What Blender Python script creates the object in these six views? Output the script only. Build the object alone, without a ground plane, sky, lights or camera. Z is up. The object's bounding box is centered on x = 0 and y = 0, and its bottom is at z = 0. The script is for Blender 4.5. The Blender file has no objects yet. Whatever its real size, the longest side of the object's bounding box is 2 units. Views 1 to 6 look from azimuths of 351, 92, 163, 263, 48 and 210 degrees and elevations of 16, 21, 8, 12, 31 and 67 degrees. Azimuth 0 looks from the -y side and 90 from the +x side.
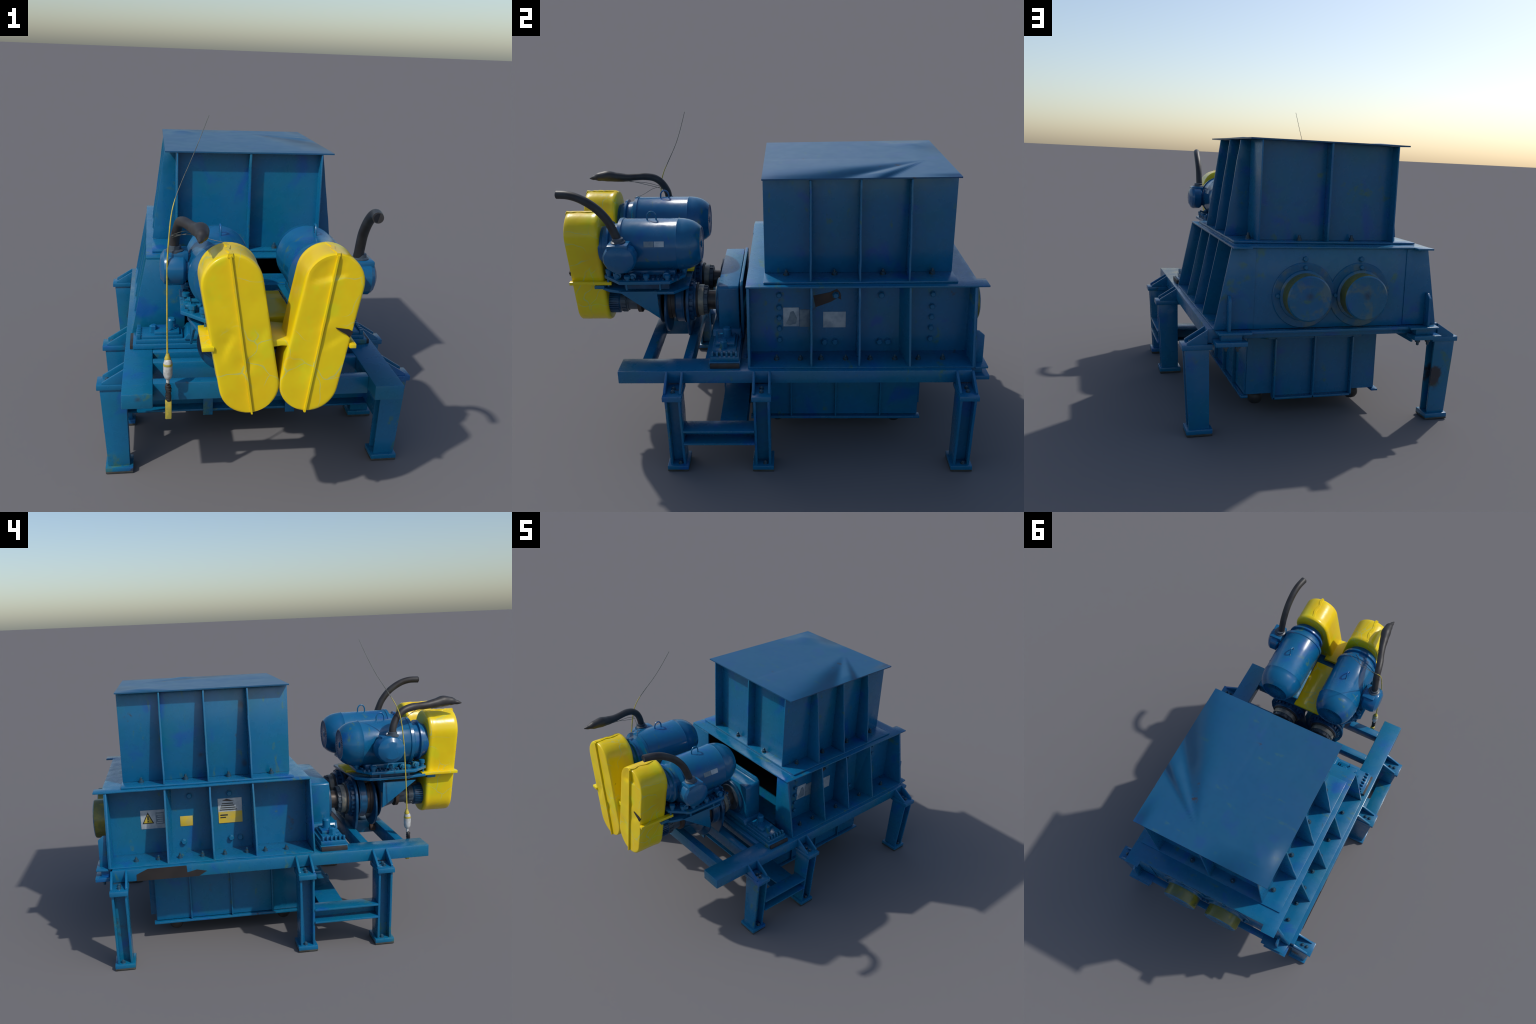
# Industrial twin-shaft shredder: hopper, cutter box, stand, two belt-drive motors.
import bpy, bmesh, math, random
from mathutils import Vector, Matrix, noise

rnd = random.Random(7)
V = Vector

# ------------------------------------------------------------------ materials
def newmat(name):
    m = bpy.data.materials.new(name); m.use_nodes = True
    nt = m.node_tree; nt.nodes.clear()
    out = nt.nodes.new('ShaderNodeOutputMaterial')
    b = nt.nodes.new('ShaderNodeBsdfPrincipled')
    nt.links.new(b.outputs[0], out.inputs[0])
    return m, nt, b

class NT:
    def __init__(s, nt):
        s.nt = nt
        s.co = nt.nodes.new('ShaderNodeTexCoord').outputs['Object']
    def link(s, a, b): s.nt.links.new(a, b)
    def noise(s, scale, detail=4, rough=.55, dist=0., off=(0, 0, 0), stretch=(1, 1, 1)):
        mp = s.nt.nodes.new('ShaderNodeMapping')
        mp.inputs['Location'].default_value = off
        mp.inputs['Scale'].default_value = stretch
        s.link(s.co, mp.inputs[0])
        n = s.nt.nodes.new('ShaderNodeTexNoise')
        n.inputs['Scale'].default_value = scale
        n.inputs['Detail'].default_value = detail
        n.inputs['Roughness'].default_value = rough
        n.inputs['Distortion'].default_value = dist
        s.link(mp.outputs[0], n.inputs['Vector'])
        return n.outputs['Fac']
    def ramp(s, fac, a, b, v0=0., v1=1.):
        r = s.nt.nodes.new('ShaderNodeMapRange'); r.interpolation_type = 'SMOOTHSTEP'
        for i, v in ((1, a), (2, b), (3, v0), (4, v1)): r.inputs[i].default_value = v
        s.link(fac, r.inputs[0]); return r.outputs[0]
    def math(s, op, a, b=None):
        n = s.nt.nodes.new('ShaderNodeMath'); n.operation = op
        for i, x in enumerate((a, b)):
            if x is None: continue
            if isinstance(x, (int, float)): n.inputs[i].default_value = x
            else: s.link(x, n.inputs[i])
        return n.outputs[0]
    def mix(s, fac, a, b):
        n = s.nt.nodes.new('ShaderNodeMix'); n.data_type = 'RGBA'
        if isinstance(fac, (int, float)): n.inputs[0].default_value = fac
        else: s.link(fac, n.inputs[0])
        for i, x in ((6, a), (7, b)):
            if isinstance(x, tuple): n.inputs[i].default_value = (*x, 1)
            else: s.link(x, n.inputs[i])
        return n.outputs[2]
    def dist(s, p, scale=(1, 1, 1)):
        a = s.nt.nodes.new('ShaderNodeVectorMath'); a.operation = 'SUBTRACT'
        s.link(s.co, a.inputs[0]); a.inputs[1].default_value = p
        b = s.nt.nodes.new('ShaderNodeVectorMath'); b.operation = 'MULTIPLY'
        s.link(a.outputs[0], b.inputs[0]); b.inputs[1].default_value = scale
        c = s.nt.nodes.new('ShaderNodeVectorMath'); c.operation = 'LENGTH'
        s.link(b.outputs[0], c.inputs[0]); return c.outputs['Value']
    def bump(s, bsdf, h, strength, d=.002):
        n = s.nt.nodes.new('ShaderNodeBump')
        n.inputs['Strength'].default_value = strength
        n.inputs['Distance'].default_value = d
        s.link(h, n.inputs['Height']); s.link(n.outputs[0], bsdf.inputs['Normal'])

def blue_paint(name, base, teal, violet, rust_spots=(), yellow_under=0., rough=.25, scuff=.30, bump=.07, gl=.09, scratch=1.):
    m, nt, b = newmat(name); t = NT(nt)
    c = t.mix(t.ramp(t.noise(4.0, 3, off=(1, 2, 3)), .42, .66, 0, .45), base, teal)
    c = t.mix(t.ramp(t.noise(6.5, 3, .5, .4, off=(7, 1, 5)), .57, .72, 0, .75), c, violet)
    # fine mottling and dull scuffs
    c = t.mix(t.ramp(t.noise(38, 5, .7), .45, .8, 0, .22), c, (base[0] * .5, base[1] * .55, base[2] * .55))
    c = t.mix(t.ramp(t.noise(9, 5, .65, .6, off=(3, 9, 4)), .60, .74, 0, scuff), c, (base[0] * 1.6 + .004, base[1] * 1.18, base[2] * 1.04))
    # long olive scratches showing the undercoat
    sc = t.ramp(t.noise(6, 2, .5, .3, off=(4, 4, 8), stretch=(1, 3.6, 1.1)), .635, .69, 0, 1)
    sc2 = t.ramp(t.noise(26, 4, .7, off=(2, 5, 1)), .45, .62, 0, .55)
    c = t.mix(t.math('MULTIPLY', t.math('MULTIPLY', sc, sc2), scratch), c, (.07, .16, .045))
    if yellow_under:
        f = t.ramp(t.noise(11, 4, .6, .4, off=(5, 3, 2)), .50, .64, 0, yellow_under)
        c = t.mix(f, c, (.25, .22, .02))
    # rusty chips
    r = t.math('MULTIPLY', t.ramp(t.noise(5.5, 4, .6, off=(9, 8, 3)), .66, .72), t.ramp(t.noise(30, 4, .7, off=(6, 2, 2)), .5, .6))
    c = t.mix(t.math('MULTIPLY', r, .8), c, (.05, .03, .022))
    for p, s, rad in rust_spots:
        w = t.math('ADD', t.dist(p, s), t.math('MULTIPLY', t.math('SUBTRACT', t.noise(24, 4, .6, off=p), .5), rad * 1.1))
        c = t.mix(t.ramp(w, rad, rad * (.6 if rad > .044 else .1), 0, .9 if rad > .044 else .55), c, (.035, .022, .02))
    t.link(c, b.inputs['Base Color'])
    t.link(t.ramp(t.noise(14, 4, .6, off=(2, 2, 2)), .3, .7, rough - gl * .4, rough + gl), b.inputs['Roughness'])
    b.inputs['Specular IOR Level'].default_value = .5
    b.inputs['Coat Weight'].default_value = .06; b.inputs['Coat Roughness'].default_value = .12
    t.bump(b, t.noise(16, 3, .5), bump, .003)
    return m

SPOTS = [((-.572, .905, .215), (1, .4, .6), .045), ((-.505, -.716, .465), (1, .5, 1.4), .022),
         ((.05, -.15, .862), (1, 2, 1), .04), ((-.34, .2, 1.24), (1, 1.4, 1), .03), ((-.34, .195, .93), (1, 1.4, 1), .03),
         ((-.34, .42, .99), (1, 1, 1), .02), ((-.40, -.72, .45), (1, 1, .7), .02)]
BLUE = blue_paint('blue_paint', (.0035, .124, .270), (.003, .135, .205), (.005, .080, .320), SPOTS)
LID = blue_paint('lid_paint', (.0060, .078, .182), (.005, .086, .172), (.008, .066, .198), (), rough=.38, scuff=.06, bump=.015, gl=.03, scratch=.35)
MOTOR = blue_paint('motor_enamel', (.004, .105, .250), (.004, .118, .215), (.006, .074, .28), (), rough=.2)
CAPBLUE = blue_paint('worn_cap_paint', (.005, .115, .25), (.012, .125, .19), (.010, .08, .29), [((-.137, 1.0, .650), (1, .5, 1), .028), ((.137, 1.0, .650), (1, .5, 1), .028)], .28)
CAPRIM = blue_paint('worn_cap_rim', (.12, .14, .045), (.20, .18, .02), (.012, .09, .20), (), .9)

def yellow_paint():
    m, nt, b = newmat('yellow_paint'); t = NT(nt)
    c = t.mix(t.ramp(t.noise(6, 4, .6), .4, .68, 0, .8), (.80, .595, .006), (.80, .52, .005))
    c = t.mix(t.ramp(t.noise(7, 3, .6, off=(3, 1, 6)), .52, .7, 0, .7), c, (.70, .66, .012))
    # thin greenish crease lines left by knocks
    v = nt.nodes.new('ShaderNodeTexVoronoi'); v.feature = 'DISTANCE_TO_EDGE'; v.inputs['Scale'].default_value = 7.5
    wv = nt.nodes.new('ShaderNodeVectorMath'); wv.operation = 'MULTIPLY_ADD'
    wn = nt.nodes.new('ShaderNodeTexNoise'); wn.inputs['Scale'].default_value = 5; t.link(t.co, wn.inputs['Vector'])
    t.link(wn.outputs['Color'], wv.inputs[0]); wv.inputs[1].default_value = (.25, .25, .25); t.link(t.co, wv.inputs[2])
    t.link(wv.outputs[0], v.inputs['Vector'])
    e = t.math('MULTIPLY', t.ramp(v.outputs['Distance'], .022, .004), t.ramp(t.noise(5, 3, .5, off=(8, 8, 1)), .44, .60, 0, .62))
    c = t.mix(e, c, (.40, .54, .20))
    c = t.mix(t.math('MULTIPLY', t.ramp(t.noise(8, 4, .6, off=(2, 7, 7)), .70, .74), .9), c, (.04, .03, .02))
    t.link(c, b.inputs['Base Color'])
    b.inputs['Roughness'].default_value = .27
    t.bump(b, t.noise(9, 3, .5), .25, .01)
    return m
YELLOW = yellow_paint()

def plain(name, col, col2=None, scale=20, rough=.5, metal=0., bump=.1):
    m, nt, b = newmat(name); t = NT(nt)
    c = t.mix(t.ramp(t.noise(scale, 5, .65), .38, .66), col, col2 or tuple(x * .6 for x in col))
    t.link(c, b.inputs['Base Color'])
    b.inputs['Roughness'].default_value = rough
    b.inputs['Metallic'].default_value = metal
    t.bump(b, t.noise(scale * 2, 4, .6), bump, .003)
    return m
RUBBER = plain('black_rubber', (.030, .030, .032), (.020, .016, .016), 14, .5)
DARK = plain('shade_black', (.004, .006, .012), None, 6, .8)  # near-black colour standing in for shade inside openings
NEARBLACK = plain('near_black', (.018, .014, .014), (.012, .010, .010), 9, .6)  # plain near-black; also fills the scan hole on the left beam
RUSTY = plain('rusty_steel', (.055, .040, .034), (.030, .024, .024), 22, .5)
BROWN = plain('brown_rust', (.062, .038, .028), (.04, .026, .022), 18, .6)
SHAFT = plain('oiled_shaft', (.075, .058, .048), (.035, .032, .032), 30, .35, .3)
BRASS = plain('worn_clutch_ring', (.30, .25, .18), (.16, .17, .16), 24, .4, .3)
GREY = plain('grey_flange', (.06, .085, .11), (.035, .05, .07), 24, .4)
DRIVE = plain('dark_blue_paint', (.006, .075, .17), (.005, .042, .10), 18, .3)
STEEL = plain('bolt_steel', (.012, .07, .13), (.05, .06, .05), 60, .25)
WHITE = plain('white_plastic', (.56, .57, .56), (.36, .36, .34), 30, .4)
CABLE = plain('yellow_cable', (.58, .45, .05), (.36, .33, .07), 40, .45)
WIRE = plain('grey_wire', (.10, .11, .10), (.05, .06, .05), 40, .5)
LABELW = plain('label_white', (.46, .50, .52), (.28, .33, .38), 16, .45)
LABELD = plain('label_faded', (.20, .25, .28), (.12, .17, .22), 40, .5)
LABELY = plain('label_yellow', (.62, .44, .03), (.50, .40, .10), 26, .45)
LABELK = plain('label_black', (.03, .03, .025), None, 30, .5)
FOOT = plain('foot_pad', (.05, .055, .05), (.035, .03, .022), 18, .7)

# ------------------------------------------------------------------ builder
ROOT = bpy.data.objects.new('industrial_shredder', None)
bpy.context.scene.collection.objects.link(ROOT)
ROOT['label'] = 'blue twin-shaft industrial shredder with yellow belt guards'
ROOT['category'] = 'industrial machine'

def link(ob, parent):
    bpy.context.scene.collection.objects.link(ob); ob.parent = parent or ROOT; return ob

class Part:
    """collects primitives in one bmesh, then becomes one named object"""
    def __init__(s, name, mat, parent=None, ang=35):
        s.name, s.parent, s.ang = name, parent, ang
        s.mats = [mat]; s.bm = bmesh.new(); s.kind = None
    def mi(s, mat):
        if mat is None: return 0
        if mat not in s.mats: s.mats.append(mat)
        return s.mats.index(mat)
    def add(s, bm, mat=None):
        i = s.mi(mat)
        for f in bm.faces: f.material_index = i
        me = bpy.data.meshes.new('t'); bm.to_mesh(me); bm.free()
        n0 = len(s.bm.faces); s.bm.from_mesh(me); bpy.data.meshes.remove(me); return s
    def done(s, loc=None):
        me = bpy.data.meshes.new(s.name)
        bmesh.ops.recalc_face_normals(s.bm, faces=s.bm.faces)
        s.bm.to_mesh(me); s.bm.free()
        for m in s.mats: me.materials.append(m)
        me.polygons.foreach_set('use_smooth', [True] * len(me.polygons))
        me.set_sharp_from_angle(angle=math.radians(s.ang)); me.update()
        ob = bpy.data.objects.new(s.name, me); link(ob, s.parent)
        if s.kind: ob['kind'] = s.kind
        return ob
    # -- primitives
    def poly(s, pts, axis, a, b, mat=None, bev=.002, wob=0., cuts=0, fn=None):
        """extrude 2D polygon pts along axis 'x','y','z' from a to b"""
        bm = bmesh.new()
        def P(p, w):
            return {'x': (w, p[0], p[1]), 'y': (p[0], w, p[1]), 'z': (p[0], p[1], w)}[axis]
        A = [bm.verts.new(P(p, a)) for p in pts]; B = [bm.verts.new(P(p, b)) for p in pts]
        n = len(pts)
        bm.faces.new(A); bm.faces.new(B[::-1])
        for i in range(n): bm.faces.new((A[i], A[(i + 1) % n], B[(i + 1) % n], B[i]))
        bmesh.ops.recalc_face_normals(bm, faces=bm.faces)
        if bev:
            ed = [e for e in bm.edges if len(e.link_faces) == 2 and e.calc_face_angle(0) > .5]
            bmesh.ops.bevel(bm, geom=ed, offset=bev, segments=2, profile=.5, affect='EDGES', clamp_overlap=True)
        if wob:
            if cuts:
                for ax in (0, 1, 2):
                    vs = [v.co[ax] for v in bm.verts]; lo, hi = min(vs), max(vs)
                    if hi - lo < .06: continue
                    k = max(2, int((hi - lo) / cuts))
                    for j in range(1, k):
                        no = [0, 0, 0]; no[ax] = 1; co = [0, 0, 0]; co[ax] = lo + (hi - lo) * j / k
                        bmesh.ops.bisect_plane(bm, geom=bm.verts[:] + bm.edges[:] + bm.faces[:], plane_co=co, plane_no=no)
            for v in bm.verts:
                if fn: v.co = fn(v.co)
                v.co += noise.noise_vector(v.co * 17) * wob
        return s.add(bm, mat)
    def box(s, x0, x1, y0, y1, z0, z1, mat=None, bev=.002, wob=0., cuts=.05):
        return s.poly([(x0, y0), (x1, y0), (x1, y1), (x0, y1)], 'z', z0, z1, mat, bev, wob, cuts)
    def loft(s, loops, mat=None, caps=(True, True), closed=True):
        bm = bmesh.new(); R = [[bm.verts.new(p) for p in L] for L in loops]; n = len(loops[0])
        for a, b in zip(R, R[1:]):
            for i in range(n if closed else n - 1): bm.faces.new((a[i], a[(i + 1) % n], b[(i + 1) % n], b[i]))
        if caps[0]: bm.faces.new(R[0])
        if caps[1]: bm.faces.new(R[-1][::-1])
        bmesh.ops.recalc_face_normals(bm, faces=bm.faces)
        return s.add(bm, mat)
    def lathe(s, prof, c, axis='y', n=40, mat=None, rot=0., squash=1.):
        """prof: list of (along axis, radius); c: axis position"""
        L = []
        for w, r in prof:
            r = max(r, .0004); loop = []
            for i in range(n):
                a = 2 * math.pi * i / n + rot; p, q = r * math.cos(a), r * math.sin(a) * squash
                loop.append({'y': (c[0] + p, w, c[1] + q), 'x': (w, c[0] + p, c[1] + q), 'z': (c[0] + p, c[1] + q, w)}[axis])
            L.append(loop)
        return s.loft(L, mat)
    def tube(s, pts, rad, n=12, mat=None, caps=(True, True), sub=6):
        """smooth sweep through control points; rad: number or list"""
        P = [V(p) for p in pts]; R = rad if isinstance(rad, (list, tuple)) else [rad] * len(P)
        Q, RR = [], []
        for i in range(len(P) - 1):
            p0, p1, p2, p3 = P[max(i - 1, 0)], P[i], P[i + 1], P[min(i + 2, len(P) - 1)]
            for j in range(sub):
                t = j / sub
                Q.append(.5 * ((2 * p1) + (p2 - p0) * t + (2 * p0 - 5 * p1 + 4 * p2 - p3) * t * t + (3 * p1 - p0 - 3 * p2 + p3) * t ** 3))
                u = t * t * (3 - 2 * t); RR.append(R[i] * (1 - u) + R[i + 1] * u)
        Q.append(P[-1]); RR.append(R[-1])
        t0 = (Q[1] - Q[0]).normalized(); u = t0.orthogonal().normalized(); L = []
        for i, q in enumerate(Q):
            t1 = (Q[min(i + 1, len(Q) - 1)] - Q[max(i - 1, 0)]).normalized()
            u = (u - t1 * u.dot(t1)).normalized(); w = t1.cross(u)
            L.append([q + (u * math.cos(2 * math.pi * k / n) + w * math.sin(2 * math.pi * k / n)) * RR[i] for k in range(n)])
        return s.loft(L, mat, caps)
    def radial(s, c, y0, y1, r0, r1, n, w, mat=None, phase=0., a0=0., a1=2 * math.pi):
        """n little blocks around the y axis through c=(x,z)"""
        for i in range(n):
            a = a0 + (a1 - a0) * i / n + phase; ca, sa = math.cos(a), math.sin(a)
            bm = bmesh.new()
            M = Matrix(((ca, 0, -sa, c[0]), (0, 1, 0, 0), (sa, 0, ca, c[1]), (0, 0, 0, 1)))
            vs = [bm.verts.new(M @ V((r, y, t))) for r in (r0, r1) for y in (y0, y1) for t in (-w / 2, w / 2)]
            for f in ((0, 1, 3, 2), (4, 6, 7, 5), (0, 4, 5, 1), (2, 3, 7, 6), (0, 2, 6, 4), (1, 5, 7, 3)): bm.faces.new([vs[k] for k in f])
            bmesh.ops.recalc_face_normals(bm, faces=bm.faces); s.add(bm, mat)
        return s

def mirror(pts): return [(-x, y) for x, y in reversed(pts)]

# ---- shared bolt meshes (built once at the origin, then copied)
def proto(name, build, mat):
    p = Part(name, mat); build(p); ob = p.done(); me = ob.data
    bpy.data.objects.remove(ob); return me
def b_stud(p):
    p.lathe([(0, .0125), (.0035, .0125), (.0035, .0105), (.013, .0105), (.0135, .006), (.024, .0055), (.026, .003)], (0, 0), 'z', 12)
def b_hex(p):
    p.lathe([(0, .0155), (.003, .0155), (.003, .013), (.012, .013), (.0145, .010)], (0, 0), 'z', 6, rot=.3)
def b_small(p):
    p.lathe([(0, .0085), (.002, .0085), (.002, .0072), (.009, .0068), (.012, .003)], (0, 0), 'z', 10)
STUD = proto('stud', b_stud, STEEL); HEX = proto('hex', b_hex, BLUE); SMALL = proto('small', b_small, STEEL)
def bolt(me, loc, direction=(0, 0, 1), parent=None, s=1., name='bolt'):
    ob = bpy.data.objects.new(name, me); link(ob, parent)
    q = V((0, 0, 1)).rotation_difference(V(direction).normalized())
    ob.rotation_mode = 'QUATERNION'; ob.rotation_quaternion = q
    ob.location = loc; ob.scale = (s, s, s * rnd.uniform(.92, 1.1)); return ob

# ------------------------------------------------------------------ hopper
HX, HF, HB, HZ0, HZ1 = .337, -.040, .822, .872, 1.326
p = Part('hopper', BLUE)
T = .007
p.box(-HX, -HX + T, HF, HB, HZ0, HZ1, bev=.0015)
p.box(HX - T, HX, HF, HB, HZ0, HZ1, bev=.0015)
p.box(-HX + T, HX - T, .014, .014 + T, HZ0, HZ1, bev=0)
p.box(-HX + T, HX - T, .760 - T, .760, HZ0, HZ1, bev=0)
hopper = p.done()
p = Part('flange', BLUE, hopper); p.box(-.449, .449, -.043, .827, .862, .8715, wob=.0012); p.done()
for y in (.171, .392, .613):
    for sx in (-1, 1):
        p = Part('rib', BLUE, hopper)
        pts = [(sx * HX, HZ0), (sx * .447, HZ0), (sx * .386, HZ1 - .002), (sx * HX, HZ1 - .002)]
        p.poly(pts, 'y', y - .0042, y + .0042, bev=.0012, wob=.0022, cuts=.05); p.done()
for y0, y1 in ((HF, .014), (.760, HB)):
    p = Part('rib', BLUE, hopper)
    p.poly([(y0, HZ0), (y1, HZ0), (y1, HZ1), (y0, HZ1)], 'x', -.005, .005, bev=.0012, wob=.0012, cuts=.06); p.done()
for y in (.06, .282, .503, .728):
    for sx in (-1, 1): bolt(STUD, (sx * .360, y, .8715), parent=hopper, s=1.12)
for x in (-.132, .13):
    bolt(STUD, (x, -.008, .8715), parent=hopper, s=1.12); bolt(STUD, (x, .787, .8715), parent=hopper, s=1.12)

# lid with a dented, creased right side
def lid_height(x, y):
    ax, ay = .06, .73
    d = 0.
    # folds fanning out from one point towards the right edge
    r = math.hypot(x - ax, y - ay)
    if x > ax - .03 and y < ay and r > .001:
        a = math.degrees(math.atan2(y - ay, x - ax))
        K = ((-105, 0), (-66, .004), (-57, 0), (-52, .001), (-43, .008), (-39.5, .0075), (-34, 0), (-28, 0), (10, 0))
        for (a0, h0), (a1, h1) in zip(K, K[1:]):
            if a0 <= a < a1:
                t = (a - a0) / (a1 - a0); t = t * t * (3 - 2 * t)
                d += .8 * (h0 + (h1 - h0) * t) * min(1, r / .38) * min(1, max(0, .389 - x) / .05) * min(1, max(0, y + .043) / .06)
    # buckled back left corner
    u = max(0, 1 - abs((x + .285) * .8 + (y - .72) * .6) / .10) * max(0, 1 - abs(-(x + .285) * .6 + (y - .72) * .8) / .13)
    d += .006 * u * min(1, (x + .389) / .03) * min(1, (.826 - y) / .03)
    d += .0006 * noise.noise(V((x * 5, y * 5, 0)))
    return d
p = Part('lid', LID, hopper, ang=50)
bm = bmesh.new(); NX, NY = 64, 70; top = []; bot = []
for j in range(NY + 1):
    for i in range(NX + 1):
        x = -.389 + .778 * i / NX; y = -.043 + .869 * j / NY; h = lid_height(x, y)
        top.append(bm.verts.new((x, y, 1.333 + h))); bot.append(bm.verts.new((x, y, 1.3265 + h)))
W = NX + 1
for j in range(NY):
    for i in range(NX):
        a = j * W + i; bm.faces.new((top[a], top[a + 1], top[a + W + 1], top[a + W])); bm.faces.new((bot[a], bot[a + W], bot[a + W + 1], bot[a + 1]))
rim = [i for i in range(W)] + [j * W + NX for j in range(1, NY + 1)] + [NY * W + i for i in range(NX - 1, -1, -1)] + [j * W for j in range(NY - 1, 0, -1)]
for a, b in zip(rim, rim[1:] + rim[:1]): bm.faces.new((top[a], bot[a], bot[b], top[b]))
p.add(bm); lid = p.done()
me = lid.data; nrm = []
def lean(x, y):
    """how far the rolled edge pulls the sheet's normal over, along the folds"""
    dx, dy = x - .061, y - .732; r = math.hypot(dx, dy); a = math.degrees(math.atan2(dy, dx)) if r > 1e-4 else 0
    k = .95 * math.exp(-((a + 37) / 3.2) ** 2) + .85 * math.exp(-((a + 55) / (4 if a > -55 else 11)) ** 2)
    k *= min(1, r / .40) ** 1.2 if dx > -.02 else 0
    v = V((k, .25 * k, 0))
    v += V((.10, .55, 0)) * max(0, 1 - abs(x + .17) / .17) * max(0, (y - .70) / .126) ** 1.0 * (1 if x < .0 else 0)
    v += V((-.26, .06, 0)) * math.exp(-(((x + .36) / .035) ** 2 + ((y - .66) / .07) ** 2))
    v += V((.3, .45, 0)) * math.exp(-(((x - .36) / .03) ** 2 + ((y - .80) / .10) ** 2))
    return v
up = [p_.normal.z > .5 for p_ in me.polygons]; keep = [c.vector.copy() for c in me.corner_normals]
for p_ in me.polygons:
    for li in p_.loop_indices:
        co = me.vertices[me.loops[li].vertex_index].co
        n = keep[li]
        nrm.append((n + lean(co.x, co.y)).normalized() if up[p_.index] else n)
me.normals_split_custom_set(nrm)

# ------------------------------------------------------------------ cutter box
BL = .372   # left panel stands a little further in
BX, BF, BB, BZ0, BZ1 = .394, -.115, .905, .4925, .852
p = Part('cutter_box', BLUE)
for sx in (-1, 1):
    for y0, y1, w in ([(BF + .008, BB - .008, BX)] if sx > 0 else [(BF - .002, .172, .353), (.172, .62, BL), (.62, BB - .008, .353)]):
        p.box(*sorted((sx * w, sx * (w - .008))), y0, y1, .486, BZ1, bev=0)
    # tapered end plates, front and back
    x_in = .382 if sx > 0 else .30
    p.poly([(sx * x_in, .486), (sx * .545, .486), (sx * .476, BZ1), (sx * x_in, BZ1)], 'y', BF - (.004 if sx > 0 else .011), BF + (.008 if sx > 0 else -.002), bev=.0015)
# deep feed opening behind the drive: floor and walls, inner shade painted near-black
p.box(-.340, .385, BF + .002, .1049, .478, .4935, bev=.001)
p.box(-.340, .385, .105, .8965, .478, .493, DARK, bev=0)  # floor past the sunlit strip, painted black as shade
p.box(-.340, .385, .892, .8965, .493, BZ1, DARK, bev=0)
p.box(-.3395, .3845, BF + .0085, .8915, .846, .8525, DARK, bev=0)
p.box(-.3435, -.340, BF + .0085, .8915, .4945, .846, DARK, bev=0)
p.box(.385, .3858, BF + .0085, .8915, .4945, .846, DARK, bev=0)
box = p.done()
p = Part('end_plate', BLUE, box)
p.poly([(-.546, .486), (.546, .486), (.478, BZ1), (-.478, BZ1)], 'y', .897, .908, bev=.0015)
for sx in (-1, 1):
    p.poly([(sx * .368, .49), (sx * .545, .488), (sx * .477, BZ1 - .001), (sx * .368, BZ1 - .001)], 'y', .9085, .9115, bev=.001)
p.done()
p = Part('deck', BLUE, box)
p.poly([(-.476, -.122), (.476, -.122), (.481, .962), (.398, .962), (.396, .922), (-.396, .922), (-.398, .962), (-.481, .962)], 'z', .853, .8612, bev=.0015, wob=.0012, cuts=.06)
p.done()
p = Part('base_flange', BLUE, box)
p.box(-.385, .385, .9125, .950, .474, .486, bev=.002, wob=.002, cuts=.05)
for sx in (-1, 1): p.poly([(sx * .345, BF), (sx * .547, BF), (sx * .547, BB), (sx * .345, BB)], 'z', .4872, .4925, bev=.0015, wob=.001, cuts=.06)
for sx in (-1, 1):
    p.poly([(sx * .385, .912), (sx * .54, .912), (sx * .535, .972), (sx * .385, .972)], 'z', .476, .486, bev=.002)
    p.poly([(.912, .484), (.957, .484), (.955, .622), (.93, .643), (.912, .643)], 'x', sx * .485 - .006, sx * .485 + .006, bev=.0015)
p.done()
for y in (.172, .389, .62):
    for sx in (-1, 1):
        p = Part('rib', BLUE, box)
        w = BX if sx > 0 else BL
        if y > .6:      # this one is welded askew and folds into the panel
            w = BX if sx > 0 else .353
            p.loft([[(sx * w, .588, BZ0), (sx * .542, .613, BZ0), (sx * .542, .622, BZ0), (sx * w, .624, BZ0)], [(sx * w, .576, BZ1), (sx * .473, .609, BZ1), (sx * .473, .618, BZ1), (sx * w, .620, BZ1)]])
            p.done(); continue
        if sx < 0 and y < .2: w = .353
        p.poly([(sx * w, BZ0), (sx * .541, BZ0), (sx * .472, BZ1), (sx * w, BZ1)], 'y', y - .0045, y + .0045, bev=.0012, wob=.0022, cuts=.05); p.done()
for y in (.012, .122, .217, .331, .444, .558, .666, .777):
    for sx in (-1, 1): bolt(STUD, (sx * .474, y, .4925), parent=box)
for z in (.787, .725, .671, .616, .559):
    for y in (.026, .73): bolt(HEX, (BX, y, z), (1, 0, 0), box)
for y, z in ((.287, .785), (.495, .785), (.237, .545), (.286, .545), (.494, .545), (.533, .545)):
    bolt(HEX, (BX, y, z), (1, 0, 0), box, 1.15); 
for y, z in ((.492, .794), (.286, .793), (.532, .552), (.286, .554), (.239, .553)):
    bolt(HEX, (-BL, y, z - .006), (-1, 0, 0), box, 1.15)

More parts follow.
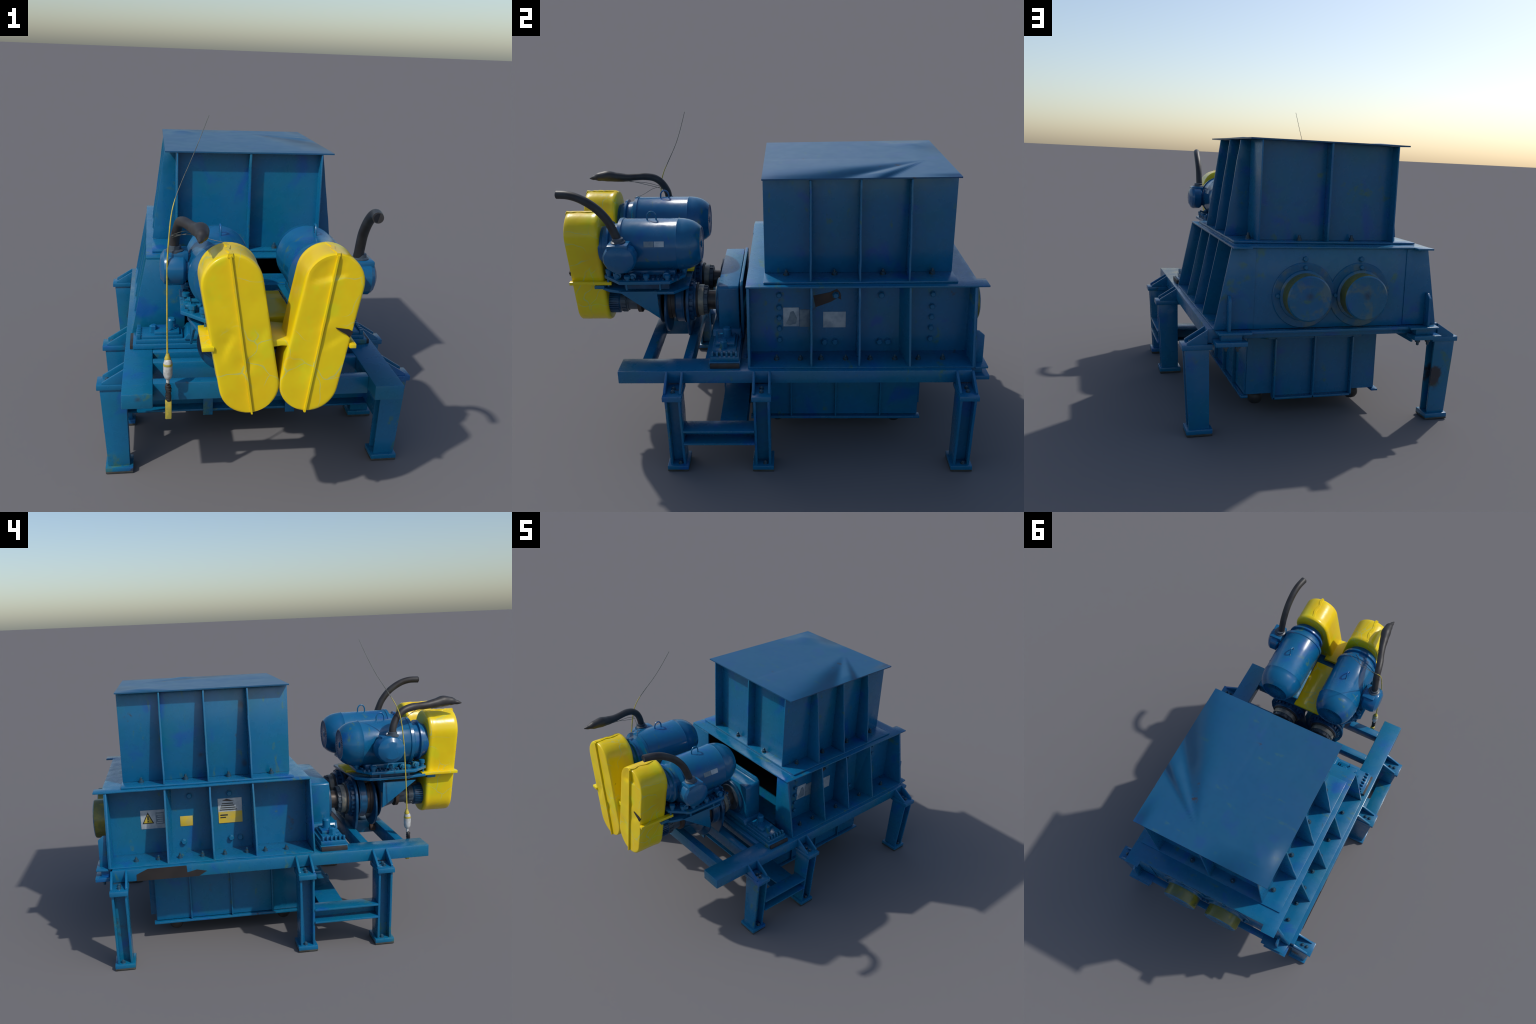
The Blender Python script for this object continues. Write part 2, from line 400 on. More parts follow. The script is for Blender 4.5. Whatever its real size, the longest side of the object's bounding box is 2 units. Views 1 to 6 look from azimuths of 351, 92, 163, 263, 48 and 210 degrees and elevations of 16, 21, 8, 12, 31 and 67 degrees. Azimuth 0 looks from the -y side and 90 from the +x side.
# bearing caps on the back face
for sx in (-1, 1):
    c = (sx * .137, .638)
    p = Part('bearing_housing', CAPBLUE, box, 30)
    e = .0007 * sx
    p.lathe([(.905 + e, .150), (.913 + e, .150), (.916 + e, .147), (.916 + e, .10)], c, 'y', 48)
    p.lathe([(.915, .118), (.926, .116), (.93, .108)], c, 'y', 48)
    p.done()
    p = Part('bearing_cap', CAPBLUE, box, 30)
    p.lathe([(.91, .104), (.91, .105), (.985, .105), (.995, .1035)], c, 'y', 48, CAPRIM)
    p.lathe([(.985, .1), (.9951, .1034), (1.0, .097)], c, 'y', 48); p.done()
    for a in (90, 0 if sx > 0 else 180, 180 if sx > 0 else 0):
        r = .128
        bolt(HEX, (c[0] + r * math.cos(math.radians(a)) * .98, .919, c[1] + r * math.sin(math.radians(a))), (0, 1, 0), box, .75)
    bolt(HEX, (c[0], .909, .804), (0, 1, 0), box, .9)

# labels
def label(name, sx, y0, y1, z0, z1, mat, extra=None, wall=None):
    p = Part(name, mat, box)
    w = wall or (BX if sx > 0 else BL)
    a, b = sorted((sx * w, sx * (w + .0022))); p.box(a, b, y0, y1, z0, z1, bev=.0006)
    if extra: extra(p)
    return p.done()
def warn(p):
    a, b = -.3566, -.3551
    p.poly([(.679, .650), (.738, .650), (.708, .711)], 'x', a, b, LABELK, bev=.0006)
    p.poly([(.686, .6545), (.731, .6545), (.708, .7005)], 'x', a - .0012, a + .0002, LABELY, bev=.0004)
    p.poly([(.7055, .669), (.7115, .669), (.7125, .691), (.7045, .691)], 'x', a - .002, a - .0011, LABELK, bev=0)
    p.box(a - .002, a - .0011, .705, .712, .659, .6645, LABELK, bev=0)
    p.box(a, b, .626, .669, .645, .707, LABELD, bev=0)
    for k in range(5): p.box(a - .0008, a - .0001, .632, .664 - .005 * (k % 2), .651 + .011 * k, .655 + .011 * k, LABELW, bev=0)
label('warning_label', -1, .622, .746, .622, .721, LABELW, warn, .353)
label('yellow_label', -1, .480, .545, .628, .681, LABELY)
def plate(p):
    a, b = -BL - .0036, -BL - .0021
    p.box(a, b, .223, .346, .629, .689, LABELY, bev=0)
    p.box(a - .001, a - .0001, .298, .337, .668, .675, LABELK, bev=0)
    p.box(a - .001, a - .0001, .308, .337, .656, .662, LABELK, bev=0)
    for k in range(4):
        p.box(a, b, .250 + .006 * k, .338 - .004 * k, .697 + .011 * k, .7015 + .011 * k, LABELK, bev=0)
    p.poly([(.262, .742), (.325, .748), (.300, .757)], 'x', a, b, BROWN, bev=0)
label('maker_label', -1, .222, .347, .629, .760, LABELW, plate)
def faded(p):
    a, b = BX + .0021, BX + .0032
    p.poly([(.056, .640), (.075, .632), (.104, .640), (.108, .668), (.092, .705), (.078, .70), (.070, .670)], 'x', a, b, LABELD, bev=0)
label('faded_label', 1, .044, .118, .625, .722, LABELW, faded)
label('faded_label', 1, .120, .167, .622, .712, LABELD)
label('faded_label', 1, .230, .335, .618, .699, LABELW)
p = Part('brown_patch', BROWN, box)  # thin brown sheet added over a hole in the scanned panel
p.poly([(.184, .781), (.195, .723), (.266, .750), (.296, .770), (.312, .760), (.309, .792), (.293, .814), (.262, .798)], 'x', BX, BX + .0016, bev=0)
p.done()

# ------------------------------------------------------------------ stand
p = Part('stand', BLUE)
for sx in (-1, 1):
    a, b = sorted((sx * .448, sx * .570)); p.box(a, b, -.715, .893, .424, .487, bev=.004)
p.box(-.448, .448, -.622, -.578, .408, .4855, bev=.003)
p.box(-.448, .448, -.430, -.388, .408, .4855, bev=.003)
p.box(-.448, .448, -.325, -.130, .430, .4855, bev=.003)
p.box(-.448, .448, .845, .894, .440, .4735, bev=.003)
for sx in (-1, 1): p.box(*sorted((sx * .449, sx * .460)), -.10, .86, .386, .4245, bev=.002)
p.box(-.05, .05, -.5785, -.4295, .410, .4865, bev=.002)
p.lathe([(-.579, .008), (-.579, .020), (-.555, .020), (-.548, .016)], (-.078, .447), 'y', 20, BROWN)
stand = p.done()
p = Part('scan_hole_patch', NEARBLACK, stand)  # thin dark sheet added where the scanned beam has a hole
p.poly([(.777, .4245), (.776, .458), (.721, .483), (.597, .484), (.553, .484), (.530, .484), (.528, .448), (.480, .459), (.431, .448), (.472, .4245)], 'x', -.5715, -.5695, bev=0)
p.done()

def leg(sx, y0, y1):
    """H-section leg, leaning out a little towards the top, with foot and bracket"""
    g = Part('leg', BLUE, stand)
    def xs(z): k = (z - .03) / .365; return .548 + .012 * k, .640 + .029 * k
    (xi0, xo0), (xi1, xo1) = xs(.03), xs(.396)
    f = .011
    for ya in (y0, y1 - f):
        g.poly([(sx * xi0, .03), (sx * xo0, .03), (sx * xo1, .397), (sx * xi1, .397)], 'y', ya, ya + f, bev=.0015, wob=.001, cuts=.06)
    g.poly([(sx * (.593 - .006), .03), (sx * (.593 + .006), .03), (sx * (.612 + .006), .397), (sx * (.612 - .006), .397)], 'y', y0 + f, y1 - f, bev=0)
    ob = g.done()
    m = (y0 + y1) / 2
    g = Part('foot', BLUE, ob)
    a, b = sorted((sx * .534, sx * .652)); g.box(a, b, m - .0495, m + .0495, .008, .030, bev=.003)
    g.box(a + .001, b - .001, m - .049, m + .049, 0, .009, FOOT, bev=.001); g.done()
    g = Part('bracket', BLUE, ob)
    a, b = sorted((sx * .545, sx * .682)); g.box(a, b, m - .044, m + .044, .395, .420, bev=.003)
    for ya in (m - .041, m + .030):
        g.poly([(sx * .569, .418), (sx * .66, .418), (sx * .66, .429), (sx * .569, .486)], 'y', ya, ya + .011, bev=.0015)
    g.done()
    for k in (.612, .640): bolt(SMALL, (sx * k, m, .420), parent=ob, s=1.2)
    bolt(SMALL, (sx * .630, m + .01, .03), parent=ob, s=1.3)
for sx in (-1, 1):
    leg(sx, -.490, -.418); leg(sx, -.092, -.018); leg(sx, .823, .897)
    p = Part('side_brace', BLUE, stand)
    a, b = sorted((sx * .575, sx * .660))
    p.box(a, b, -.418, -.092, .217, .227, bev=.0015); p.box(a, b, -.418, -.092, .151, .160, bev=.0015)
    c, d = sorted((sx * .577, sx * .587)); p.box(c, d, -.418, -.092, .160, .217, bev=0)
    p.done()
    # tie plates at the back corners, hung below with two bolts
    p = Part('tie_plate', BLUE, stand)
    a, b = sorted((sx * .405, sx * .548)); p.box(a, b, .895, .978, .426, .446, bev=.002)
    a, b = sorted((sx * .425, sx * .52)); p.box(a, b, .90, .95, .446, .476, bev=.002)
    p.done()
    for x in (.442, .495): bolt(STUD, (sx * x, .94, .426), (0, 0, -1), stand, 1.2)
p = Part('cross_channel', BLUE, stand)
p.box(-.578, .578, -.255, -.130, .2165, .2265, bev=.0015)
p.box(-.578, .578, -.255, -.130, .150, .1585, bev=.0015)
p.box(-.578, .578, -.196, -.187, .1585, .2165, bev=0)
for sx in (-1, 1): p.box(*sorted((sx * .172, sx * .217)), -.267, -.2555, .133, .2265, bev=.0015)
p.lathe([(-.16, .012), (-.10, .012), (-.10, .02), (-.07, .02)], (-.50, .365), 'y', 16)
p.done()

# ------------------------------------------------------------------ discharge chute
p = Part('discharge_chute', BLUE)
for sx in (-1, 1):
    a, b = sorted((sx * .341, sx * .334)); p.box(a, b, -.118, .70, .108, .428, bev=.001)
    a, b = sorted((sx * .325, sx * .360)); p.box(a, b, -.125, .714, .093, .1045, bev=.0015, wob=.001)
    for y in (.077, .297, .516):
        a, b = sorted((sx * .340, sx * .358)); p.box(a, b, y - .004, y + .004, .107, .428, bev=.001)
for y, o in ((-.111, -1), (.703, 1)):
    a, b = sorted((y, y - o * .007)); p.box(-.334, .334, a, b, .108, .428, bev=0)
    a, b = sorted((y, y + o * .034))
    for x in (-.2, 0, .2): p.box(x - .004, x + .004, a, b, .085, .425 if x == 0 else .388, bev=.001)
    p.box(-.205, .205, a, b, .085, .095, bev=.001)
    p.box(-.205, .205, *sorted((y, y - o * .006)), .088, .1085, bev=0)
    p.poly([(-.27, y), (.27, y), (.235, y + o * .025), (-.235, y + o * .025)], 'z', .384, .394, bev=.001)
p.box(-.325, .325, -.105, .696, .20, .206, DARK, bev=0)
chute = p.done()
for x, y in ((.259, .60), (-.259, .60), (.25, .006), (-.25, .006)):
    p = Part('caster', RUBBER, chute)
    p.lathe([(x - .034, .012), (x - .030, .026), (x - .018, .036), (x, .039), (x + .018, .036), (x + .030, .026), (x + .034, .012)], (y, .061), 'x', 24)
    p.box(x - .006, x + .006, y - .012, y + .012, .09, .2, bev=.001); p.done()

# ------------------------------------------------------------------ front bearing stand (carries both shafts)
p = Part('bearing_stand', BLUE)
p.poly([(-.262, .548), (.286, .548), (.274, .766), (.262, .776), (-.254, .776), (-.263, .768)], 'y', -.270, -.171, bev=.004)
p.poly([(-.270, .497), (.268, .497), (.260, .774), (.235, .790), (-.235, .790), (-.262, .774)], 'y', -.165, -.150, bev=.003)
# stepped base
p.box(-.535, .535, -.298, -.155, .489, .512, bev=.002)
p.box(-.522, .522, -.292, -.160, .5125, .532, bev=.002)
p.poly([(-.310, .296), (.310, .296)] if False else [(-.31, .532), (.31, .532), (.292, .56), (-.292, .56)], 'y', -.30, -.165, bev=.002)
for sx in (-1, 1):
    a, b = sorted((sx * .315, sx * .50)); p.box(a, b, -.285, -.175, .532, .546, bev=.002)
    a, b = sorted((sx * .33, sx * .44)); p.box(a, b, -.275, -.185, .546, .560, bev=.002)
    for k in range(6):
        y = -.283 + .022 * k; a, b = sorted((sx * .500, sx * .518)); p.box(a, b, y - .005, y + .005, .5325, .555, bev=.0015)
    p.box(*sorted((sx * .452, sx * .548)), -.292, -.157, .4876, .5085, RUBBER, bev=.001)
bearing = p.done()
for sx in (-1, 1):
    p = Part('stand_bolt', BLUE, bearing)
    p.lathe([(.555, .026), (.565, .026), (.565, .021), (.600, .021), (.607, .015)], (sx * .365, -.225), 'z', 16)
    p.lathe([(.545, .022), (.552, .022), (.552, .018), (.575, .018), (.580, .012)], (sx * .445, -.235), 'z', 6)
    p.box(*sorted((sx * .385, sx * .389)), -.275, -.268, .55, .60, bev=0); p.done()
    p = Part('bearing_flange', DRIVE, bearing)
    p.lathe([(-.285, .075), (-.285, .108), (-.281, .112), (-.265, .112)], (sx * .137, .648), 'y', 44)
    p.lathe([(-.292, .06), (-.292, .082), (-.285, .085)], (sx * .137, .648), 'y', 40, GREY); p.done()

# ------------------------------------------------------------------ gear units and couplings
CZ = .648
for sx in (-1, 1):
    c = (sx * .137, CZ)
    p = Part('gear_unit', DRIVE)
    p.lathe([(-.845, .046), (-.845, .050), (-.825, .050)], c, 'y', 32, RUSTY)
    p.lathe([(-.832, .040), (-.832, .053), (-.828, .056), (-.778, .058), (-.772, .054), (-.772, .04)], c, 'y', 40, DRIVE)
    p.lathe([(-.772, .040), (-.772, .054), (-.745, .054), (-.740, .050), (-.735, .050), (-.735, .03)], c, 'y', 36, GREY)
    p.lathe([(-.735, .046), (-.690, .046), (-.655, .046)], c, 'y', 36, GREY)
    p.lathe([(-.690, .046), (-.686, .060), (-.668, .060), (-.660, .045)], c, 'y', 36, BROWN)
    p.lathe([(-.655, .050), (-.585, .072), (-.560, .085)], c, 'y', 36, DRIVE)
    p.lathe([(-.545, .080), (-.545, .093), (-.512, .093), (-.510, .089), (-.485, .089), (-.485, .06)], c, 'y', 44, RUSTY)
    p.lathe([(-.492, .085), (-.490, .103), (-.484, .108), (-.455, .108), (-.450, .112), (-.446, .112)], c, 'y', 48)
    p.lathe([(-.428, .080), (-.428, .100), (-.420, .103), (-.418, .096), (-.400, .096), (-.398, .088), (-.385, .086)], c, 'y', 44)
    p.lathe([(-.392, .07), (-.392, .086), (-.385, .089), (-.380, .085), (-.380, .06)], c, 'y', 44, RUSTY)
    p.lathe([(-.382, .06), (-.382, .078), (-.356, .078), (-.353, .076), (-.353, .06)], c, 'y', 44, BRASS)
    p.lathe([(-.355, .06), (-.355, .070), (-.334, .068), (-.332, .05)], c, 'y', 40, GREY)
    p.lathe([(-.335, .0485), (-.26, .0485)], c, 'y', 36, SHAFT)
    gear = p.done()
    p = Part('fan_cover_ribs', DRIVE, gear); p.kind = 'stuff'
    p.radial(c, -.826, -.780, .052, .0615, 34, .0055); p.done()
    p = Part('clutch_bolts', DRIVE, gear); p.kind = 'stuff'
    p.radial(c, -.421, -.403, .090, .1045, 24, .015)
    p.radial(c, -.355, -.336, .062, .073, 14, .010, GREY)
    p.radial(c, -.766, -.744, .050, .0575, 16, .008, GREY); p.done()
    # torque plates: round plate running out into a pointed foot
    foot = [(.004, .4885), (.218, .4885), (.243, .545), (.257, .605)]
    arc = [(.137 + .121 * math.cos(math.radians(a)), CZ + .121 * math.sin(math.radians(a))) for a in range(0, 181, 6)]
    p = Part('torque_plate', DRIVE, gear); p.poly([(sx * x, z) for x, z in foot + arc + [(.010, .60)]], 'y', -.434, -.420, bev=.002); p.done()
    p = Part('torque_plate', DRIVE, gear)
    p.poly([(c[0] + .132 * math.cos(2 * math.pi * k / 56), c[1] - .027 + .132 * math.sin(2 * math.pi * k / 56)) for k in range(56)], 'y', -.540, -.528, bev=.002); p.done()
    p = Part('torque_plate', DRIVE, gear)
    p.lathe([(-.568, .07), (-.568, .112), (-.564, .116), (-.560, .112), (-.560, .07)], c, 'y', 44); p.done()

# ------------------------------------------------------------------ motor platform
p = Part('motor_platform', BLUE)
oct_ = [(.25, -.415), (.315, -.48), (.315, -.69), (.285, -.80), (.262, -.835)]
p.poly(oct_ + [(-x, y) for x, y in reversed(oct_)], 'z', .764, .779, bev=.003, wob=.0015, cuts=.06, fn=lambda v: V((v.x - (.02 if v.x > .2 else 0), v.y, v.z - .016 * v.x / .3)))
p.box(-.268, .268, -.868, -.82, .766, .782, bev=.002)
for sx in (-1, 1):
    p.poly([(-.745, .765), (-.56, .765), (-.555, .622)], 'x', *sorted((sx * .288, sx * .298)), bev=.002)
    p.poly([(-.585, .765), (-.565, .765), (-.565, .60)], 'x', *sorted((sx * .06, sx * .288)), bev=.002) if False else None
    p.box(*sorted((sx * .05, sx * .287)), -.575, -.565, .70, .765, bev=.001)
    for y in (-.70, -.54, -.80):
        x = .315 if y in (-.70, -.54) else .265
        p.box(*sorted((sx * (x - .004), sx * (x - .012))), y - .004, y + .004, .778, .822, bev=0)
p.box(-.16, .16, -.80, -.45, .70, .762, NEARBLACK, bev=.002)
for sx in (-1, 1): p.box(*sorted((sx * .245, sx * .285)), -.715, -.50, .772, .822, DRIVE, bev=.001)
platform = p.done()
p = Part('platform_cover', YELLOW, platform)
p.poly([(-.745, .782), (-.408, .782), (-.408, .797), (-.745, .812)], 'x', -.086, .086, bev=.002, wob=.001, cuts=.06); p.done()
for sx in (-1, 1):
    p = Part('motor_plate', BLUE, platform)
    o = [(.075, -.43), (.25, -.425), (.340, -.485), (.343, -.725), (.258, -.815), (.09, -.815)]
    p.poly([(sx * x, y) for x, y in o], 'z', .819, .834, bev=.002, wob=.0015, cuts=.06)
    p.box(*sorted((sx * .10, sx * .27)), -.70, -.47, .834, .862, MOTOR, bev=.004)
    p.done()
    p = Part('grip_grate', DRIVE, platform); p.kind = 'stuff'
    for i in range(9):
        for j in range(16):
            x = .115 + .025 * i; y = -.80 + .023 * j
            if y < -.73 and x > .25 - (y + .73) * -.0: continue
            h = rnd.uniform(.004, .014)
            p.box(*sorted((sx * x, sx * (x + .012))), y, y + .009, .833, .834 + h, bev=0)
    p.done()
    for x, y, h in ((.318, -.60, .028), (.318, -.69, .022), (.318, -.50, .026), (.262, -.79, .034), (.30, -.745, .03), (.22, -.435, .02)):
        p = Part('mount_bolt', BLUE, platform)
        p.lathe([(.832, .012), (.834 + h * .5, .012), (.834 + h * .5, .016), (.834 + h, .016), (.837 + h, .011)], (sx * x, y), 'z', 14); p.done()

for sx in (-1, 1):
    for y, z in ((-.505, .853), (-.665, .850), (-.735, .856)):
        p = Part('mount_nut', BLUE, platform)
        p.lathe([(sx * .27, .010), (sx * .305, .010), (sx * .305, .0165), (sx * .316, .0165), (sx * .318, .009), (sx * .326, .008)], (y, z), 'x', 14); p.done()
# ------------------------------------------------------------------ motors
MZ, MR = .967, .1242
for sx in (-1, 1):
    c = (sx * .187, MZ)
    p = Part('motor', MOTOR, None, 32)
    p.lathe([(-.828, .04), (-.828, .088), (-.810, .090), (-.806, .096), (-.790, .098), (-.785, .112), (-.775, .112), (-.770, .100), (-.745, .104),
             (-.735, .120), (-.732, .129), (-.716, .130), (-.712, .1255), (-.70, MR), (-.456, MR), (-.452, .1265), (-.448, MR), (-.428, .1230), (-.405, .1188), (-.384, .1115),
             (-.366, .1010), (-.353, .0900), (-.346, .0830), (-.346, .078), (-.353, .076)], c, 'y', 56)
    motor = p.done()
    p = Part('fan_grille', DRIVE, motor); p.kind = 'stuff'
    p.lathe([(-.361, .079), (-.354, .079), (-.354, .0)], c, 'y', 40, NEARBLACK)
    p.lathe([(-.357, .020), (-.347, .020), (-.343, .011)], c, 'y', 20, MOTOR)
    p.radial(c, -.355, -.3475, .018, .079, 40, .0042, MOTOR)
    p.done()
    p = Part('lifting_eye', BLUE, motor)
    y0, zt = -.579, MZ + MR
    p.tube([(c[0], y0 - .021, zt - .008), (c[0], y0 - .021, zt + .018), (c[0], y0 - .012, zt + .034), (c[0], y0, zt + .0385), (c[0], y0 + .012, zt + .034), (c[0], y0 + .021, zt + .018), (c[0], y0 + .021, zt - .008)], .0038, 10)
    p.done()
    # cable box
    yc = -.705 if sx > 0 else -.572
    p = Part('cable_box', MOTOR, motor, 28)
    prof = [(.25, .055), (.318, .060), (.322, .072), (.330, .078), (.370, .079), (.384, .070), (.397, .046), (.399, .02)] if sx > 0 else [(.25, .055), (.318, .060), (.322, .072), (.330, .078), (.385, .079), (.402, .072), (.416, .050), (.419, .02)]
    p.lathe([(sx * a, r) for a, r in prof], (yc, .960), 'x', 14, rot=.22, squash=.93)
    p.box(*sorted((sx * .310, sx * .385)), yc - .052, yc + .045, .99, 1.030, bev=.006)
    hy = -.712 if sx > 0 else -.590; hx = .336 if sx > 0 else -.362
    p.lathe([(1.026, .034), (1.034, .034), (1.038, .026), (1.050, .025), (1.052, .02)], (hx, hy), 'z', 20, GREY)
    p.done()
p = Part('name_plate', LABELW, motor)
a0 = math.radians(12)
for k, (m_, y0, y1) in enumerate(((LABELD, -.602, -.556), (LABELW, -.553, -.507))):
    L = []
    for rr in (MR - .002, MR + .0016):
        pass
    bm = bmesh.new(); ring = []
    for j in range(5):
        a = math.radians(13 + 3.0 * j)
        ring.append([bm.verts.new((.187 + r * math.cos(a), y, MZ + r * math.sin(a))) for r, y in ((MR - .001, y0), (MR + .0018, y0), (MR + .0018, y1), (MR - .001, y1))])
    for a, b in zip(ring, ring[1:]):
        for i in range(4): bm.faces.new((a[i], a[(i + 1) % 4], b[(i + 1) % 4], b[i]))
    bm.faces.new(ring[0]); bm.faces.new(ring[-1][::-1])
    bmesh.ops.recalc_face_normals(bm, faces=bm.faces); p.add(bm, m_)
p.done()

# hoses
p = Part('cable_hose', RUBBER, None, 60)
pr = [(.329, -.713, 1.030), (.329, -.728, 1.078), (.328, -.755, 1.137), (.327, -.803, 1.193), (.323, -.866, 1.234), (.316, -.922, 1.251), (.305, -.977, 1.252)]
p.tube(pr, .0195, 16)
p.tube([(.3046, -.970, 1.2525), (.3051, -.9778, 1.2519)], .0158, 16, DARK, sub=1)  # dark disc added on the capped end in place of an open bore
p.done()
p = Part('cable_hose', RUBBER, None, 60)
p.tube([(-.364, -.590, 1.035), (-.362, -.594, 1.075), (-.352, -.618, 1.125), (-.345, -.655, 1.157), (-.333, -.705, 1.170), (-.318, -.752, 1.172), (-.305, -.797, 1.173), (-.293, -.850, 1.179), (-.284, -.895, 1.187), (-.283, -.94, 1.184), (-.289, -.972, 1.177), (-.295, -.997, 1.173)],
       [.019, .019, .019, .0195, .020, .019, .0205, .025, .029, .023, .012, .003], 16)
p.done()
p = Part('loose_wires', WIRE, None, 60)
p.tube([(-.375, -.625, 1.10), (-.33, -.70, 1.135), (-.30, -.78, 1.150), (-.295, -.88, 1.155), (-.30, -.93, 1.165)], .0012, 5)
p.tube([(-.372, -.622, 1.09), (-.32, -.69, 1.125), (-.29, -.75, 1.150), (-.29, -.80, 1.160)], .0012, 5)
p.tube([(-.375, -.63, 1.10), (-.30, -.66, 1.11), (-.22, -.70, 1.10), (-.17, -.735, 1.097)], .0012, 5)
p.done()

# pendant control on its cable
p = Part('pendant_cable', CABLE, None, 60)
whip = [(-.228, -.452, 1.531), (-.252, -.472, 1.473), (-.277, -.494, 1.414), (-.304, -.519, 1.355), (-.332, -.549, 1.297), (-.357, -.580, 1.240)]
cord = [(-.373, -.607, 1.188), (-.382, -.628, 1.122), (-.391, -.642, 1.002), (-.392, -.649, .885), (-.392, -.655, .767), (-.391, -.661, .625)]
p.tube(whip[-2:] + cord, [.0010, .0016, .0022, .0028, .0031, .0032, .0033, .0038], 8)
p.tube(whip + cord[:1], [.0011, .0012, .0013, .0014, .0016, .0019, .0010], 6, WIRE)
pend = p.done()
p = Part('pendant_control', WHITE, pend, 40)
p.lathe([(.632, .006), (.622, .009), (.612, .013), (.606, .012)], (-.390, -.661), 'z', 14, CABLE)
p.lathe([(.610, .009), (.604, .015), (.594, .0175), (.575, .0185), (.542, .0180), (.530, .014), (.522, .007), (.505, .007)], (-.389, -.664), 'z', 14)
p.lathe([(.592, .0182), (.584, .0188), (.582, .018)], (-.389, -.664), 'z', 14, CABLE)
p.tube([(-.389, -.666, .508), (-.393, -.668, .492), (-.388, -.672, .474), (-.385, -.672, .452), (-.386, -.668, .432)], [.007, .008, .009, .010, .009], 10, RUBBER)
for k in range(6): p.lathe([(.438 + .011 * k, .0105), (.442 + .011 * k, .0115), (.446 + .011 * k, .0095)], (-.387 - .002 * math.sin(k * 1.3), -.670), 'z', 12, RUBBER)
p.box(-.400, -.374, -.676, -.654, .352, .432, CABLE, bev=.004)
p.done()

# ------------------------------------------------------------------ yellow belt guards
def stadium(A, B, r, n=22):
    d = (V(B) - V(A)); a0 = math.atan2(d.y, d.x); pts = []
    for ctr, s in ((B, a0 - math.pi / 2), (A, a0 + math.pi / 2)):
        for k in range(n + 1):
            a = s + math.pi * k / n; pts.append((ctr[0] + r * math.cos(a), ctr[1] + r * math.sin(a)))
    # straight sides get intermediate points so the faces can be dented
    out = []
    N = len(pts)
    for i, q in enumerate(pts):
        out.append(q); nx = pts[(i + 1) % N]; L = math.dist(q, nx)
        if L > .1:
            for k in range(1, 40): out.append((q[0] + (nx[0] - q[0]) * k / 40, q[1] + (nx[1] - q[1]) * k / 40))
    return out
def dent(q, amt):
    return amt * (noise.noise(V((q[0] * 9, 3.3, q[1] * 7))) + .5 * noise.noise(V((q[0] * 21, 1.3, q[1] * 17))))
# knocks in the guard faces: a fold line, falling away on one side of it
FOLDS = {-1: [(-.175, .840, -.215, .740, .026, .007), (-.105, .745, -.125, .690, .030, .006), (-.255, 1.00, -.20, .92, .02, .003), (-.06, .86, -.09, .78, .03, .003)],
         1: [(.195, 1.055, .075, 1.03, .045, .010), (.17, .90, .11, .85, .03, .003), (.215, .83, .13, .775, .025, .004), (.06, .74, .10, .66, .03, .003)]}
def folds(sx, x, z):
    d = 0.
    for x0, z0, x1, z1, w, h in FOLDS[sx]:
        ex, ez = x1 - x0, z1 - z0; L = math.hypot(ex, ez); ex /= L; ez /= L
        t = ((x - x0) * ex + (z - z0) * ez) / L; n = (x - x0) * ez - (z - z0) * ex
        if -.1 < t < 1.1 and abs(n) < w * 2.2:
            f = (1 - n / (w * 2.2)) if n > 0 else max(0, 1 + n / (w * .35))
            d += h * max(0, f) * max(0, 1 - abs(t - .35) / .75)
    return d
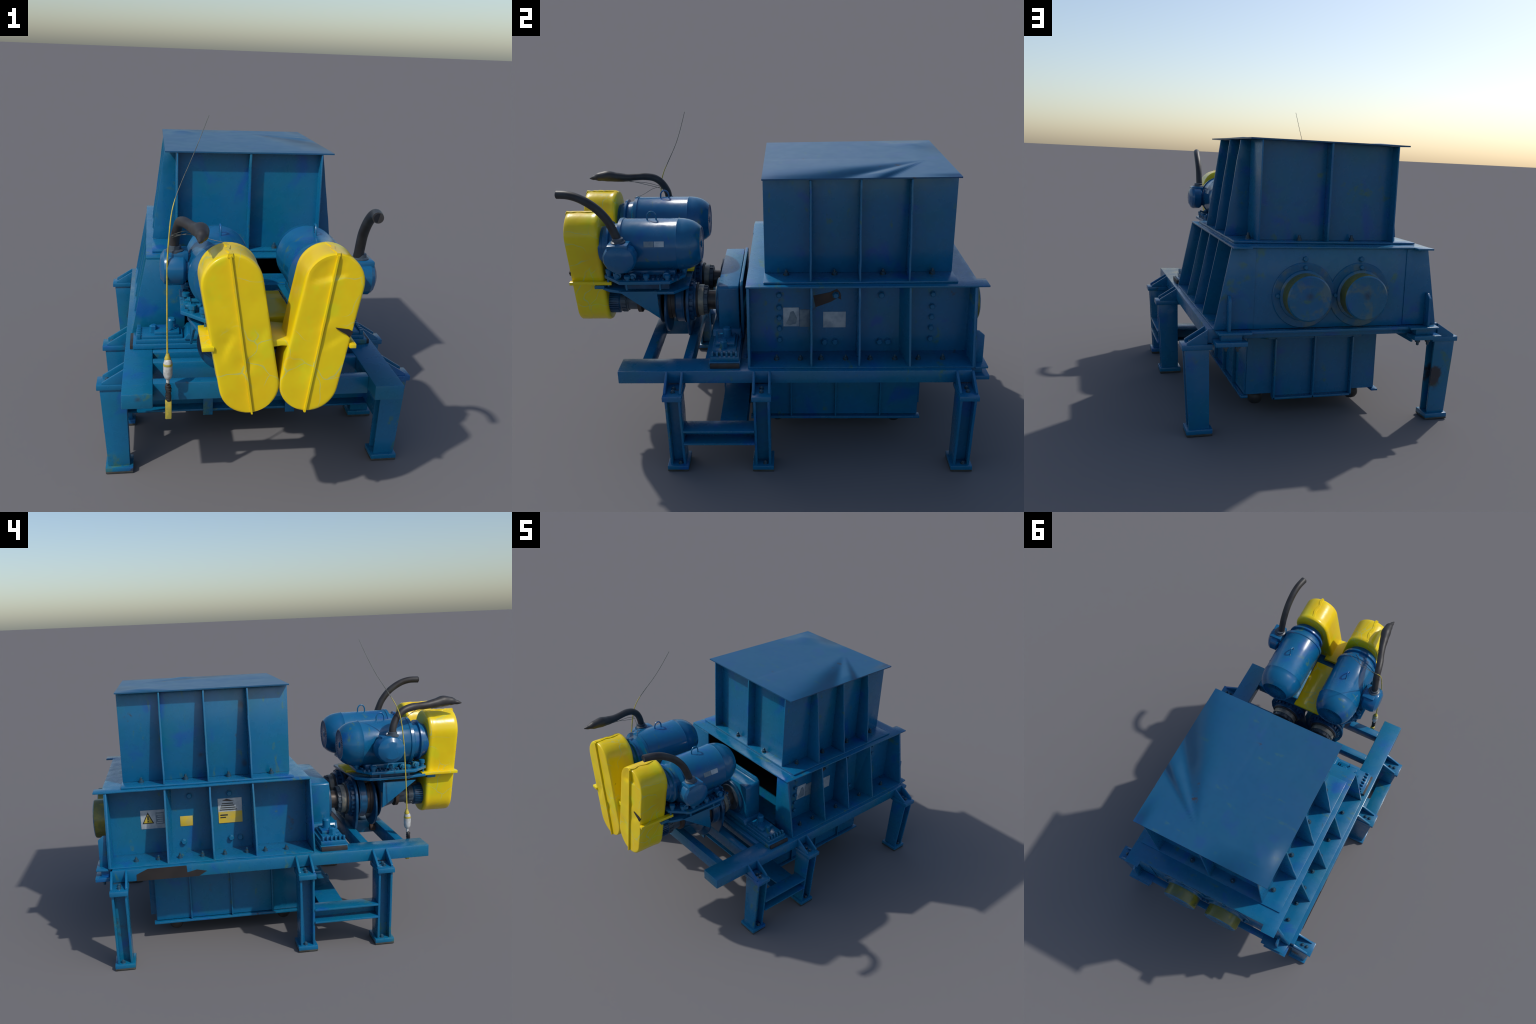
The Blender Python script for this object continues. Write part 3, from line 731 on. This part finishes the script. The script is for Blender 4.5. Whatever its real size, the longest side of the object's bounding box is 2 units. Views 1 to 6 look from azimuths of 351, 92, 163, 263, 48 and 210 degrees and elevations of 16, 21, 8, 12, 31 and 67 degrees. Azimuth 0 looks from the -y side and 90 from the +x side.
for sx in (-1, 1):
    A, B, R = ((-.112, .647), (-.181, 1.022), .107) if sx < 0 else ((.102, .647), (.172, 1.022), .107)
    p = Part('belt_guard', YELLOW, None, 48)
    loops = []
    for y, ins in ((-.820, .040), (-.820, .010), (-.822, .004), (-.827, .0005), (-.834, -.0015), (-.842, -.001), (-.850, .0005), (-.862, .0005), (-.90, .0005), (-.94, .0), (-.964, .0), (-.979, .001), (-.9835, .004), (-.985, .009), (-.985, .018), (-.985, .03), (-.985, .04), (-.985, .05), (-.985, .06), (-.985, .07), (-.985, .08), (-.985, .09), (-.985, .097), (-.985, .1035)):
        st = stadium(A, B, max(R - ins, .003)); loop = []
        for q in st:
            yy = y + (dent(q, .0012) + .0005 + folds(sx, q[0], q[1]) * min(1, ins / .03) if y < -.984 else 0)
            yy += (yy + .985) / .189 * min(0, (q[1] - 1.04) * .02)
            k = dent((q[0] + y, q[1]), .002) if -.964 < y < -.84 else 0
            cx = q[0] - (A[0] + (B[0] - A[0]) * min(1, max(0, (q[1] - A[1]) / (B[1] - A[1]))))
            loop.append((q[0] + cx * k * 6, max(yy, -.988), q[1]))
        loops.append(loop)
    p.loft(loops)
    guard = p.done()
    # welded seam up the middle of the face, over the top and down the back
    p = Part('seam', YELLOW, guard)
    top, bot_ = (A[0] * -.1 + B[0] * 1.1 - .004, 1.125), (A[0] * 1.05 - sx * .017, .541)
    L = []
    for k in range(25):
        t = k / 24; x = bot_[0] + (top[0] - bot_[0]) * t; z = bot_[1] + (top[1] - bot_[1]) * t
        w = .0045 + .0012 * noise.noise(V((x * 30, 0, z * 30)))
        L.append([(x - w, -.972, z), (x - w * .7, -.9935, z), (x + w * .7, -.9935, z), (x + w, -.972, z)])
    p.loft(L)
    L = []
    for k in range(13):
        y = -.988 + .155 * k / 12; h = .006 + .005 * abs(noise.noise(V((sx * 3, y * 30, 0)))) ; w = .008 + .004 * noise.noise(V((sx, y * 40, 5)))
        x = top[0] + .004 * math.sin(k)
        L.append([(x - w, y, 1.119), (x - w * .8, y, 1.1245 + h), (x + w * .8, y, 1.1245 + h), (x + w, y, 1.119)])
    p.loft(L); p.done()
    # split-line flange at mid height
    p = Part('guard_flange', YELLOW, guard)
    x0, x1 = sx * .238, sx * (.262 if sx > 0 else .282)
    p.box(*sorted((x0, x1)), -.990, -.785, .784, .800, bev=.002, wob=.0018, cuts=.04); p.done()
p = Part('guard_bridge', YELLOW)
p.poly([(-.055, .806), (-.02, .812), (.03, .806), (.055, .806), (.06, .780), (.03, .788), (0, .790), (-.03, .786), (-.06, .776)], 'y', -.965, -.79, bev=.002)
p.done()
p = Part('gash_plate', NEARBLACK)  # flat dark plate laid on the guard in the shape of the gash
p.poly([(.183, .862), (.232, .855), (.247, .846), (.236, .825), (.222, .838), (.204, .848)], 'y', -.990, -.972, bev=0); p.done()
